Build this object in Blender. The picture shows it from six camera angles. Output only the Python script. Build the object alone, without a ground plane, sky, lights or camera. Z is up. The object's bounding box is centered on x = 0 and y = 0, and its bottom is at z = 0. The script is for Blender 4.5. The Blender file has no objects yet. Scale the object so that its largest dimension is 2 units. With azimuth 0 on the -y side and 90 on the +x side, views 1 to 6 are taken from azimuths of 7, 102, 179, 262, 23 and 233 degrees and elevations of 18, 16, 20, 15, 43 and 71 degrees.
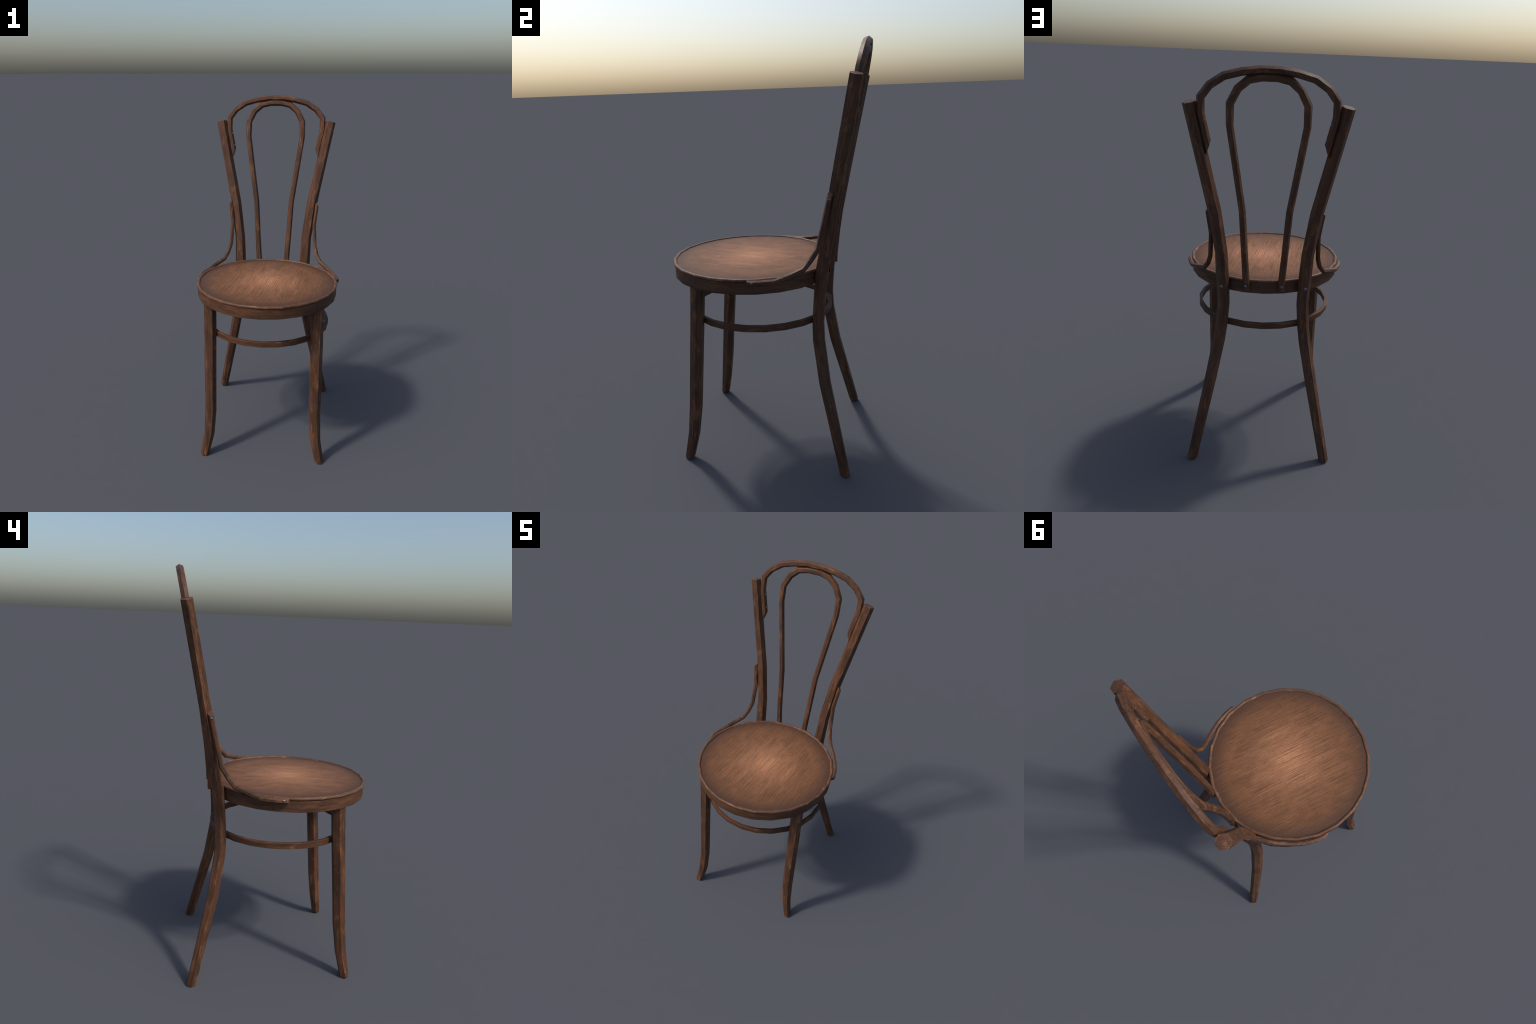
"""Antique bentwood cafe chair: round dished seat, hexagonal bent rods, hoop stretcher."""
import bpy, math
from mathutils import Vector, Matrix

X0 = -0.0022                     # the chair's mirror plane sits a touch left of the origin
SEAT = Vector((-0.0007, -0.087, 0.0))
SEGS = 24                        # the turned/bent circles are 24-sided

# ------------------------------------------------------------------ node helpers
class Nodes:
    def __init__(self, name):
        self.mat = bpy.data.materials.new(name)
        self.mat.use_nodes = True
        self.t = self.mat.node_tree
        self.bsdf = self.t.nodes['Principled BSDF']

    def put(self, sock, val):
        if isinstance(val, bpy.types.NodeSocket):
            self.t.links.new(val, sock)
        elif val is not None:
            sock.default_value = val

    def math(self, op, a, b=None, c=None, clamp=False):
        n = self.t.nodes.new('ShaderNodeMath'); n.operation = op; n.use_clamp = clamp
        for i, v in enumerate((a, b, c)):
            if v is not None:
                self.put(n.inputs[i], v)
        return n.outputs[0]

    def combine(self, x, y, z):
        n = self.t.nodes.new('ShaderNodeCombineXYZ')
        for i, v in enumerate((x, y, z)):
            self.put(n.inputs[i], v)
        return n.outputs[0]

    def position(self):
        tc = self.t.nodes.new('ShaderNodeTexCoord')
        s = self.t.nodes.new('ShaderNodeSeparateXYZ')
        self.t.links.new(tc.outputs['Object'], s.inputs[0])
        return s.outputs

    def noise(self, vec, scale, detail=4.0, rough=0.55, dist=0.0, off=(0, 0, 0)):
        m = self.t.nodes.new('ShaderNodeMapping')
        self.t.links.new(vec, m.inputs['Vector'])
        m.inputs['Scale'].default_value = scale
        m.inputs['Location'].default_value = off
        n = self.t.nodes.new('ShaderNodeTexNoise')
        self.t.links.new(m.outputs[0], n.inputs['Vector'])
        n.inputs['Scale'].default_value = 1.0
        n.inputs['Detail'].default_value = detail
        n.inputs['Roughness'].default_value = rough
        n.inputs['Distortion'].default_value = dist
        return n.outputs['Fac']

    def span(self, v, a, b, lo=0.0, hi=1.0, smooth=True):
        n = self.t.nodes.new('ShaderNodeMapRange')
        n.interpolation_type = 'SMOOTHSTEP' if smooth else 'LINEAR'
        self.put(n.inputs['Value'], v)
        n.inputs['From Min'].default_value = a; n.inputs['From Max'].default_value = b
        n.inputs['To Min'].default_value = lo; n.inputs['To Max'].default_value = hi
        return n.outputs['Result']

    def ramp(self, fac, stops):
        n = self.t.nodes.new('ShaderNodeValToRGB')
        self.t.links.new(fac, n.inputs[0])
        e = n.color_ramp.elements
        while len(e) < len(stops):
            e.new(0.5)
        for el, (p, c) in zip(e, stops):
            el.position = p; el.color = (*c, 1)
        return n.outputs[0]

    def mix(self, fac, a, b, mode='MIX'):
        n = self.t.nodes.new('ShaderNodeMix'); n.data_type = 'RGBA'; n.blend_type = mode
        self.put(n.inputs[0], fac)
        for s, v in ((n.inputs[6], a), (n.inputs[7], b)):
            self.put(s, (*v, 1) if isinstance(v, tuple) else v)
        return n.outputs[2]

    def bump(self, h, strength, dist):
        n = self.t.nodes.new('ShaderNodeBump')
        n.inputs['Strength'].default_value = strength
        n.inputs['Distance'].default_value = dist
        self.t.links.new(h, n.inputs['Height'])
        self.t.links.new(n.outputs[0], self.bsdf.inputs['Normal'])


DARK = (0.0320, 0.0178, 0.0108)
BROWN = (0.0680, 0.0322, 0.0172)
TAN = (0.1300, 0.0555, 0.0270)
WORN = (0.2900, 0.1220, 0.0520)
RED = (0.0980, 0.0380, 0.0210)

def wood_colour(n, vec, fine=(150, 150, 6), patch=(20, 20, 5.5), wear=0.5, off=(0, 0, 0), edge=False):
    """dark stained beech: soft streaks, rusty patches, varnish rubbed through to orange"""
    streak = n.noise(vec, fine, 5, 0.6, 0.2, off)
    patches = n.noise(vec, patch, 4, 0.55, 0.5, (off[0] + 3.1, off[1], off[2]))
    speck = n.noise(vec, (fine[0] * 2.4, fine[1] * 2.4, fine[0] * 1.8), 2, 0.5, 0, off)
    tone = n.math('ADD', n.math('MULTIPLY', streak, 0.38), n.math('MULTIPLY', patches, 0.34))
    tone = n.math('ADD', tone, n.math('MULTIPLY', speck, 0.26))
    col = n.ramp(tone, [(0.36, DARK), (0.47, BROWN), (0.58, TAN), (0.72, WORN)])
    rust = n.span(n.noise(vec, (patch[0] * 0.9, patch[1] * 0.9, patch[2] * 1.3), 2, 0.5, 0, (7.7, 2.2, off[2])), 0.46, 0.70, 0, 0.6)
    col = n.mix(rust, col, RED)
    rub = n.noise(vec, (patch[0] * 1.3, patch[1] * 1.3, patch[2] * 1.8), 4, 0.65, 0.6, (1.3, 9.1, off[2]))
    w = n.span(n.math('ADD', rub, n.math('ADD', n.math('MULTIPLY', streak, 0.2), n.math('MULTIPLY', speck, 0.25))), 0.73, 0.97, 0, wear)
    col = n.mix(w, col, WORN)
    if edge:                                     # arrises where the stain has worn off
        col = n.mix(n.span(n.math('ADD', rub, n.math('MULTIPLY', patches, 0.5)), 0.66, 0.98, 0.0, 0.7), col, (0.30, 0.128, 0.056))
    return col, streak, tone

def finish(n, col, streak, tone, rough=(0.62, 0.44), bump=0.25):
    n.put(n.bsdf.inputs['Base Color'], col)
    n.put(n.bsdf.inputs['Roughness'], n.span(tone, 0.3, 0.75, *rough))
    n.bsdf.inputs['Specular IOR Level'].default_value = 0.30
    n.bump(streak, bump, 0.0012)
    return n.mat

def mat_post(edge=False):
    """grain follows the bent back legs: shear the coordinates along the spine"""
    n = Nodes('stained_wood_upright'); x, y, z = n.position()
    hi = n.math('MAXIMUM', n.math('SUBTRACT', z, 1.05), 0)
    lo = n.math('MAXIMUM', n.math('SUBTRACT', 0.68, z), 0)
    bend = n.math('ADD', n.math('MULTIPLY', hi, 0.175), n.math('MULTIPLY', lo, 0.195))
    side = n.math('SIGN', x)
    xs = n.math('SUBTRACT', x, n.math('MULTIPLY', side, bend))
    up = n.math('MAXIMUM', n.math('SUBTRACT', z, 0.85), 0)
    ys = n.math('SUBTRACT', y, n.math('ADD', n.math('MULTIPLY', up, 0.18), n.math('MULTIPLY', lo, 0.2)))
    c = wood_colour(n, n.combine(xs, ys, z), edge=edge)
    return finish(n, *c)

def mat_front(edge=False):
    n = Nodes('stained_wood_leg'); x, y, z = n.position()
    c = wood_colour(n, n.combine(x, n.math('ADD', y, n.math('MULTIPLY', z, -0.09)), z), off=(2, 5, 3), wear=0.6, edge=edge)
    return finish(n, *c)

def mat_hoop(name, zc, off, edge=False):
    """grain follows the arch above zc and runs straight down the limbs below it"""
    n = Nodes(name); x, y, z = n.position()
    dz = n.math('MAXIMUM', n.math('SUBTRACT', z, zc), 0)
    r = n.math('SQRT', n.math('ADD', n.math('MULTIPLY', x, x), n.math('MULTIPLY', dz, dz)))
    ang = n.math('ARCTAN2', x, dz)
    run = n.math('ADD', n.math('MULTIPLY', ang, 0.22),
                 n.math('MULTIPLY', n.math('SIGN', x), n.math('SUBTRACT', zc, n.math('MINIMUM', z, zc))))
    ys = n.math('SUBTRACT', y, n.math('MULTIPLY', z, 0.18))
    c = wood_colour(n, n.combine(r, ys, run), off=off, patch=(24, 24, 6), wear=0.5, edge=edge)
    return finish(n, *c)

def mat_ring(name, cx, cy, off, light=0.0, wear=0.5, patch=(22, 22, 5), edge=False):
    """grain runs around a bent circle"""
    n = Nodes(name); x, y, z = n.position()
    xs = n.math('SUBTRACT', x, cx); ys = n.math('SUBTRACT', y, cy)
    r = n.math('SQRT', n.math('ADD', n.math('MULTIPLY', xs, xs), n.math('MULTIPLY', ys, ys)))
    # where the ends of the bent hoop meet (behind an upright) the grain starts over
    k = math.atan2(0.2045, 0.3745)
    xr = n.math('SUBTRACT', n.math('MULTIPLY', xs, math.cos(k)), n.math('MULTIPLY', ys, math.sin(k)))
    yr = n.math('ADD', n.math('MULTIPLY', xs, math.sin(k)), n.math('MULTIPLY', ys, math.cos(k)))
    run = n.math('MULTIPLY', n.math('ARCTAN2', xr, n.math('MULTIPLY', yr, -1.0)), 0.38)
    col, s, t = wood_colour(n, n.combine(r, z, run), off=off, wear=wear, patch=patch, edge=edge)
    if light:
        col = n.mix(light, col, (0.33, 0.150, 0.072))
    return finish(n, col, s, t)

def mat_brace(edge=False):
    n = Nodes('stained_wood_brace'); x, y, z = n.position()
    c = wood_colour(n, n.combine(x, n.math('MULTIPLY', y, 0.3), z), fine=(140, 140, 12), off=(4, 1, 8), wear=0.4, edge=edge)
    return finish(n, *c)

def mat_panel():
    """plywood seat: grain near front-to-back, varnish worn pale in the middle, darker at the rim"""
    n = Nodes('worn_plywood_seat'); x, y, z = n.position()
    a = math.radians(83)
    ca, sa = math.cos(a), math.sin(a)
    along = n.math('ADD', n.math('MULTIPLY', x, ca), n.math('MULTIPLY', y, sa))
    across = n.math('SUBTRACT', n.math('MULTIPLY', y, ca), n.math('MULTIPLY', x, sa))
    v = n.combine(across, z, along)
    fibre = n.noise(v, (290, 3, 5.5), 6, 0.62, 0.12)
    fleck = n.noise(v, (380, 3, 20), 3, 0.6, 0.2, (5, 0, 2))
    cloud = n.noise(v, (16, 3, 9), 4, 0.6, 0.5, (2, 0, 7))
    dx = n.math('SUBTRACT', x, SEAT.x); dy = n.math('SUBTRACT', y, SEAT.y)
    r = n.math('SQRT', n.math('ADD', n.math('MULTIPLY', dx, dx), n.math('MULTIPLY', dy, dy)))
    tone = n.math('ADD', n.math('MULTIPLY', fibre, 0.5), n.math('MULTIPLY', fleck, 0.25))
    tone = n.math('ADD', tone, n.math('MULTIPLY', cloud, 0.30))
    col = n.ramp(tone, [(0.38, (0.062, 0.0290, 0.0145)), (0.49, (0.118, 0.0570, 0.0280)), (0.59, (0.186, 0.0830, 0.0400)), (0.71, (0.290, 0.128, 0.062))])
    redden = n.span(n.noise(v, (13, 3, 8), 3, 0.6, 0.4, (9, 0, 1)), 0.5, 0.72, 0, 0.4)
    col = n.mix(redden, col, (0.130, 0.0510, 0.0290))
    # sitting wear: varnish rubbed through along the fibres, most in the middle, none at the rim
    centre = n.span(n.math('ADD', r, n.math('MULTIPLY', n.math('SUBTRACT', cloud, 0.5), 0.10)), 0.0, 0.37, 1.0, 0.0, smooth=False)
    worn = n.math('MULTIPLY', n.math('POWER', centre, 1.7), n.span(tone, 0.42, 0.64, 0.40, 1.15, smooth=False))
    bare = n.ramp(n.noise(v, (330, 3, 5), 4, 0.62, 0.1, (8, 0, 4)), [(0.36, (0.25, 0.115, 0.060)), (0.50, (0.44, 0.205, 0.110)), (0.64, (0.76, 0.350, 0.172))])
    col = n.mix(worn, col, bare)
    # dark pores and scuffs
    pores = n.noise(v, (190, 3, 60), 4, 0.7, 0.3, (3, 0, 9))
    col = n.mix(n.span(pores, 0.52, 0.68, 0, 0.50), col, (0.075, 0.034, 0.020))
    # uneven dark grey-brown band next to the raised rim
    edge = n.math('ADD', r, n.math('MULTIPLY', n.math('SUBTRACT', cloud, 0.5), 0.09))
    col = n.mix(n.span(edge, 0.305, 0.395, 0, 0.68), col, (0.046, 0.030, 0.026))
    finish(n, col, fibre, tone, rough=(0.64, 0.50), bump=0.18)
    n.bsdf.inputs['Specular IOR Level'].default_value = 0.12
    return n.mat

def mat_steel():
    n = Nodes('dull_steel'); x, y, z = n.position()
    g = n.noise(n.combine(x, y, z), (300, 300, 300), 3)
    n.put(n.bsdf.inputs['Base Color'], n.ramp(g, [(0.35, (0.10, 0.13, 0.16)), (0.7, (0.30, 0.36, 0.40))]))
    n.bsdf.inputs['Metallic'].default_value = 0.7
    n.bsdf.inputs['Roughness'].default_value = 0.38
    return n.mat

# ------------------------------------------------------------------ mesh helpers
def add(name, verts, faces, mat, parent, bevel=0.0, angle=35):
    me = bpy.data.meshes.new(name)
    me.from_pydata([tuple(v) for v in verts], [], faces)
    mats = mat if isinstance(mat, tuple) else (mat,)
    for m in mats:
        me.materials.append(m)
    me.polygons.foreach_set('use_smooth', [True] * len(me.polygons))
    me.set_sharp_from_angle(angle=math.radians(angle))
    me.update()
    ob = bpy.data.objects.new(name, me)
    bpy.context.scene.collection.objects.link(ob)
    ob.parent = parent
    if bevel:
        b = ob.modifiers.new('worn_edge', 'BEVEL')
        b.width = bevel; b.segments = 2; b.limit_method = 'ANGLE'
        b.angle_limit = math.radians(angle); b.harden_normals = True
        if len(mats) > 1:
            b.material = 1
    return ob

def rod(name, path, size, mat, parent, flat=None, ridge=None, shear=(0, 0), level_foot=False, slant=math.cos, bevel=0.0013):
    """hexagonal bar swept along path with mitred joints.
    size: list of (half ridge-to-ridge, radius for the flats) per node; flat: normal of the
    flat faces, or ridge: direction a ridge points to; shear: slanted cut at start / end."""
    P = [Vector(p) for p in path]
    N = len(P)
    verts, faces = [], []
    for i, p in enumerate(P):
        tin = (P[i] - P[i - 1]).normalized() if i else (P[1] - P[0]).normalized()
        tout = (P[i + 1] - P[i]).normalized() if i < N - 1 else tin
        m = (tin + tout).normalized()
        if flat is not None:
            v = (flat - m * flat.dot(m)).normalized(); u = v.cross(m)
        else:
            u = (ridge - m * ridge.dot(m)).normalized(); v = m.cross(u)
        a, b = size[i] if isinstance(size[i], tuple) else (size[i], size[i])
        turn = tout - tin
        k = 1.0 / max(0.5, tin.dot(m)) - 1.0
        for j in range(6):
            th = j * math.pi / 3
            o = u * (a * math.cos(th)) + v * (b * math.sin(th))
            if turn.length > 1e-4:
                tn = turn.normalized(); o = o + tn * (o.dot(tn) * k)
            if i == 0 and shear[0]:
                o = o + m * (shear[0] * slant(th))
            if i == N - 1 and shear[1]:
                o = o + m * (shear[1] * slant(th))
            if level_foot and i >= N - 2:
                o = o - m * (o.z / m.z)          # foot cut flat on the floor
            verts.append(p + o)
    for i in range(N - 1):
        for j in range(6):
            k = (j + 1) % 6
            faces.append((i * 6 + j, i * 6 + k, i * 6 + 6 + k, i * 6 + 6 + j))
    faces.append(tuple(range(5, -1, -1)))
    faces.append(tuple((N - 1) * 6 + j for j in range(6)))
    return add(name, verts, faces, mat, parent, bevel)

def turned(name, profile, centre, mat, parent, angle=35, close=True, bevel=0.0):
    """revolve (r, z) profile points; r = 0 makes a pole"""
    verts, faces, rows = [], [], []
    for r, z in profile:
        if r == 0:
            rows.append([len(verts)]); verts.append(Vector((centre.x, centre.y, z)))
        else:
            rows.append(list(range(len(verts), len(verts) + SEGS)))
            for s in range(SEGS):
                a = 2 * math.pi * s / SEGS
                verts.append(Vector((centre.x + r * math.cos(a), centre.y + r * math.sin(a), z)))
    pairs = list(zip(rows, rows[1:])) + ([(rows[-1], rows[0])] if close else [])
    for A, B in pairs:
        for s in range(SEGS):
            t = (s + 1) % SEGS
            f = [A[s % len(A)], A[t % len(A)], B[t % len(B)], B[s % len(B)]]
            f = list(dict.fromkeys(f))
            if len(f) > 2:
                faces.append(tuple(f))
    return add(name, verts, faces, mat, parent, bevel, angle)

def mirror(path, s):
    return [(X0 + s * x, y, z) for x, y, z in path]

# ------------------------------------------------------------------ build
chair = bpy.data.objects.new('bentwood_chair', None)
bpy.context.scene.collection.objects.link(chair)
chair['label'] = 'dark brown worn bentwood chair with round seat and hoop back'
chair['category'] = 'wooden chair'

UP = Vector((0, 1, 0))
LEAN = Vector((0, 1, -0.19)).normalized()     # normal of the reclined back

# --- back uprights running down into the splayed rear legs
post_path = [(0.3375, 0.4427, 1.8438), (0.2380, 0.3490, 1.3470), (0.2095, 0.3115, 1.1320), (0.2045, 0.2875, 0.9930),
             (0.2000, 0.2735, 0.8550), (0.2095, 0.2665, 0.7300), (0.2220, 0.2702, 0.6420), (0.2605, 0.3018, 0.4380),
             (0.3483, 0.4033, 0.0095), (0.3500, 0.4050, 0.0)]
post_size = [0.0305, 0.0320, 0.0307, 0.0331, 0.0312, 0.0310, 0.0314, 0.0304, 0.0258, 0.0224]
m_post = (mat_post(), mat_post(True))
posts = [rod('back_upright', mirror(post_path, s), post_size, m_post, chair, flat=UP, level_foot=True) for s in (1, -1)]

# --- front legs, straight with outward kicked feet
front_path = [(0.2970, -0.2900, 0.9240), (0.2965, -0.3000, 0.7900), (0.2975, -0.3152, 0.6100), (0.2980, -0.3432, 0.2800),
              (0.3065, -0.3600, 0.1330), (0.3315, -0.3818, 0.0090), (0.3335, -0.3830, 0.0)]
front_size = [0.0359, 0.0353, 0.0345, 0.0333, 0.0302, 0.0254, 0.0218]
m_front = (mat_front(), mat_front(True))
for s in (1, -1):
    rod('front_leg', [(s * x, y, z) for x, y, z in front_path], front_size, m_front, chair, flat=UP, level_foot=True)

# --- outer hoop of the back
arch = [(0.0407, 0.4745, 1.9822), (0.1155, 0.4720, 1.9722), (0.1895, 0.4685, 1.9525), (0.2490, 0.4613, 1.9142),
        (0.2875, 0.4517, 1.8648), (0.2887, 0.4395, 1.7965), (0.2585, 0.4130, 1.6490)]
outer = [(X0 + x, y, z) for x, y, z in arch][::-1] + [(X0 - x, y, z) for x, y, z in arch]
hoop = rod('outer_hoop', outer, [(0.0180, 0.0194)] * len(outer), (mat_hoop('bent_wood_outer_hoop', 1.80, (1, 2, 3)), mat_hoop('bent_wood_outer_hoop_edge', 1.80, (1, 2, 3), True)), chair, flat=LEAN,
           shear=(-0.030, 0.030))


# --- inner hoop, its limbs screwed behind the seat
loop = [(0.0328, 0.4690, 1.9530), (0.0881, 0.4665, 1.9410), (0.1331, 0.4590, 1.9034), (0.1650, 0.4475, 1.8425),
        (0.1665, 0.4320, 1.7522), (0.1090, 0.3615, 1.3500), (0.0955, 0.3278, 1.1100), (0.0873, 0.3152, 0.9900), (0.0868, 0.3128, 0.9400)]
XI = X0 - 0.0006
inner = [(XI + x, y, z) for x, y, z in loop][::-1] + [(XI - x, y, z) for x, y, z in loop]
isz = [(0.0182, 0.0190)] * 4 + [(0.0170, 0.0180)] * 3 + [(0.0178, 0.0184)] * 2
ihoop = rod('inner_hoop', inner, isz[::-1] + isz, (mat_hoop('bent_wood_inner_hoop', 1.79, (6, 2, 9)), mat_hoop('bent_wood_inner_hoop_edge', 1.79, (6, 2, 9), True)), chair, flat=LEAN)

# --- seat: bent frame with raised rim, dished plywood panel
seat = bpy.data.objects.new('seat', None)
bpy.context.scene.collection.objects.link(seat); seat.parent = chair
frame_prof = [(0.330, 0.920), (0.3980, 0.919), (0.3985, 0.978), (0.388, 0.9785), (0.330, 0.9715)]
turned('seat_frame', frame_prof, SEAT, mat_ring('bent_wood_seat_frame', SEAT.x, SEAT.y, (3, 8, 1), wear=0.25), seat, bevel=0.0012)
rim_prof = [(0.3985, 0.9790), (0.4035, 0.9815), (0.4042, 0.9870), (0.4010, 0.9912), (0.3955, 0.9926), (0.3900, 0.9916), (0.3868, 0.9868), (0.3868, 0.9790)]
turned('seat_rim', rim_prof, SEAT, mat_ring('worn_wood_seat_rim', SEAT.x, SEAT.y, (8, 3, 4), light=0.12, wear=0.8, patch=(30, 30, 14)), seat, angle=50)
panel_prof = [(0.0, 0.9890)] + [(0.3862 * k / 10, 0.9890 - 0.0004 * (k / 10) ** 4 - (0.0016 if k == 10 else 0)) for k in range(1, 11)] + [(0.3862, 0.9790), (0.0, 0.9740)]
turned('seat_panel', panel_prof, SEAT, mat_panel(), seat, close=False)

# --- hoop stretcher between the legs
ring_c = Vector((-0.0015, -0.0515, 0))
turned('hoop_stretcher', [(0.3600, 0.7222), (0.3610, 0.7526), (0.3435, 0.7532), (0.3435, 0.7222)], ring_c,
       (mat_ring('bent_wood_stretcher', ring_c.x, ring_c.y, (5, 5, 6), wear=0.7), mat_ring('bent_wood_stretcher_edge', ring_c.x, ring_c.y, (5, 5, 6), wear=0.7, edge=True)), chair, bevel=0.0016)

# --- side braces from uprights to seat
brace_path = [(0.2715, 0.3315, 1.3520), (0.2570, 0.3040, 1.2277), (0.2645, 0.2740, 1.1000), (0.2780, 0.2430, 1.0520), (0.3005, 0.2120, 1.0140),
              (0.3385, 0.1580, 0.9970), (0.3755, 0.0940, 0.9792), (0.3953, 0.0330, 0.9785), (0.4022, -0.0060, 0.9785), (0.4008, -0.0270, 0.9785)]
m_brace = (mat_brace(), mat_brace(True))
braces = [rod('side_brace', [(s * x - 0.001, y, z) for x, y, z in brace_path], [(0.0128, 0.0126)] * len(brace_path), m_brace, chair,
              flat=Vector((s, 0, 0)), shear=(0.012, -0.011), slant=math.sin, bevel=0.0011) for s in (1, -1)]

# --- slotted screws
m_steel = mat_steel()
def screw_mesh(name, r, washer):
    """domed slotted head, axis +z, base at z = 0"""
    prof = [(r * 1.0, -0.003), (r * 1.0, -0.0002), (r * 0.8, 0.0009), (r * 0.45, 0.0013)]
    if washer:
        prof = [(r * 1.45, -0.003), (r * 1.45, -0.0001), (r * 1.02, 0.0002)] + prof[1:]
    n = 16
    verts = [Vector((pr * math.cos(2 * math.pi * s / n), pr * math.sin(2 * math.pi * s / n), pz)) for pr, pz in prof for s in range(n)]
    faces = [(i * n + s, i * n + (s + 1) % n, i * n + n + (s + 1) % n, i * n + n + s) for i in range(len(prof) - 1) for s in range(n)]
    w, d = r * 0.13, 0.0004                      # slot cut across the dome
    top = len(verts); last = (len(prof) - 1) * n
    ring = [last + s for s in range(n)]
    right, left = [ring[s] for s in (13, 14, 15, 0, 1, 2, 3)], [ring[s] for s in (5, 6, 7, 8, 9, 10, 11)]
    q = r * 0.42
    verts += [Vector((w, -q, .0014)), Vector((w, q, .0014)), Vector((-w, q, .0014)), Vector((-w, -q, .0014)),
              Vector((w, -q, d)), Vector((w, q, d)), Vector((-w, q, d)), Vector((-w, -q, d))]
    faces += [tuple([top] + right + [top + 1]), tuple([top + 2] + left + [top + 3]),
              (top, top + 1, top + 5, top + 4), (top + 2, top + 3, top + 7, top + 6), (top + 4, top + 5, top + 6, top + 7),
              (top + 1, ring[3], ring[4], ring[5], top + 2), (top + 3, ring[11], ring[12], ring[13], top),
              (top + 1, top + 2, top + 6, top + 5), (top + 3, top, top + 4, top + 7)]
    me = bpy.data.meshes.new(name)
    me.from_pydata([tuple(v) for v in verts], [], faces)
    me.materials.append(m_steel)
    me.polygons.foreach_set('use_smooth', [True] * len(me.polygons))
    me.set_sharp_from_angle(angle=math.radians(40)); me.update()
    return me

big, mid, small = screw_mesh('screw_large', 0.0085, False), screw_mesh('screw_medium', 0.0064, False), screw_mesh('screw_small', 0.0060, False)
washered = screw_mesh('screw_with_washer', 0.0060, True)
def screw(me, at, normal, spin, parent):
    ob = bpy.data.objects.new('screw', me)
    bpy.context.scene.collection.objects.link(ob)
    ob.parent = parent
    ob.matrix_world = Matrix.Translation(at) @ Vector(normal).to_track_quat('Z', 'Y').to_matrix().to_4x4() @ Matrix.Rotation(spin, 4, 'Z')

for i, s in enumerate((1, -1)):
    screw(big, (X0 + s * 0.2085, 0.3118, 0.9515), (0, 1, -0.14), 1.4 + i * 0.6, posts[i])
    screw(mid, (X0 + s * 0.0885, 0.3300, 0.9650), (0, 1, -0.05), 0.5 + i, ihoop)
    screw(small, (s * 0.2798 - 0.001, 0.3270, 1.3310), (s, 0.0, 0.10), 0.3 + i, braces[i])
    screw(small, (s * 0.4128 - 0.001, -0.0010, 0.9810), (s, 0.05, 0.0), 0.9 - i, braces[i])
    screw(washered, (X0 + s * 0.2675, 0.4345, 1.7690), (-s, 0.0, 0.18), 0.4 + i, hoop)
    screw(washered, (X0 + s * 0.2535, 0.4215, 1.6990), (-s, 0.0, 0.18), 1.2 + i, hoop)
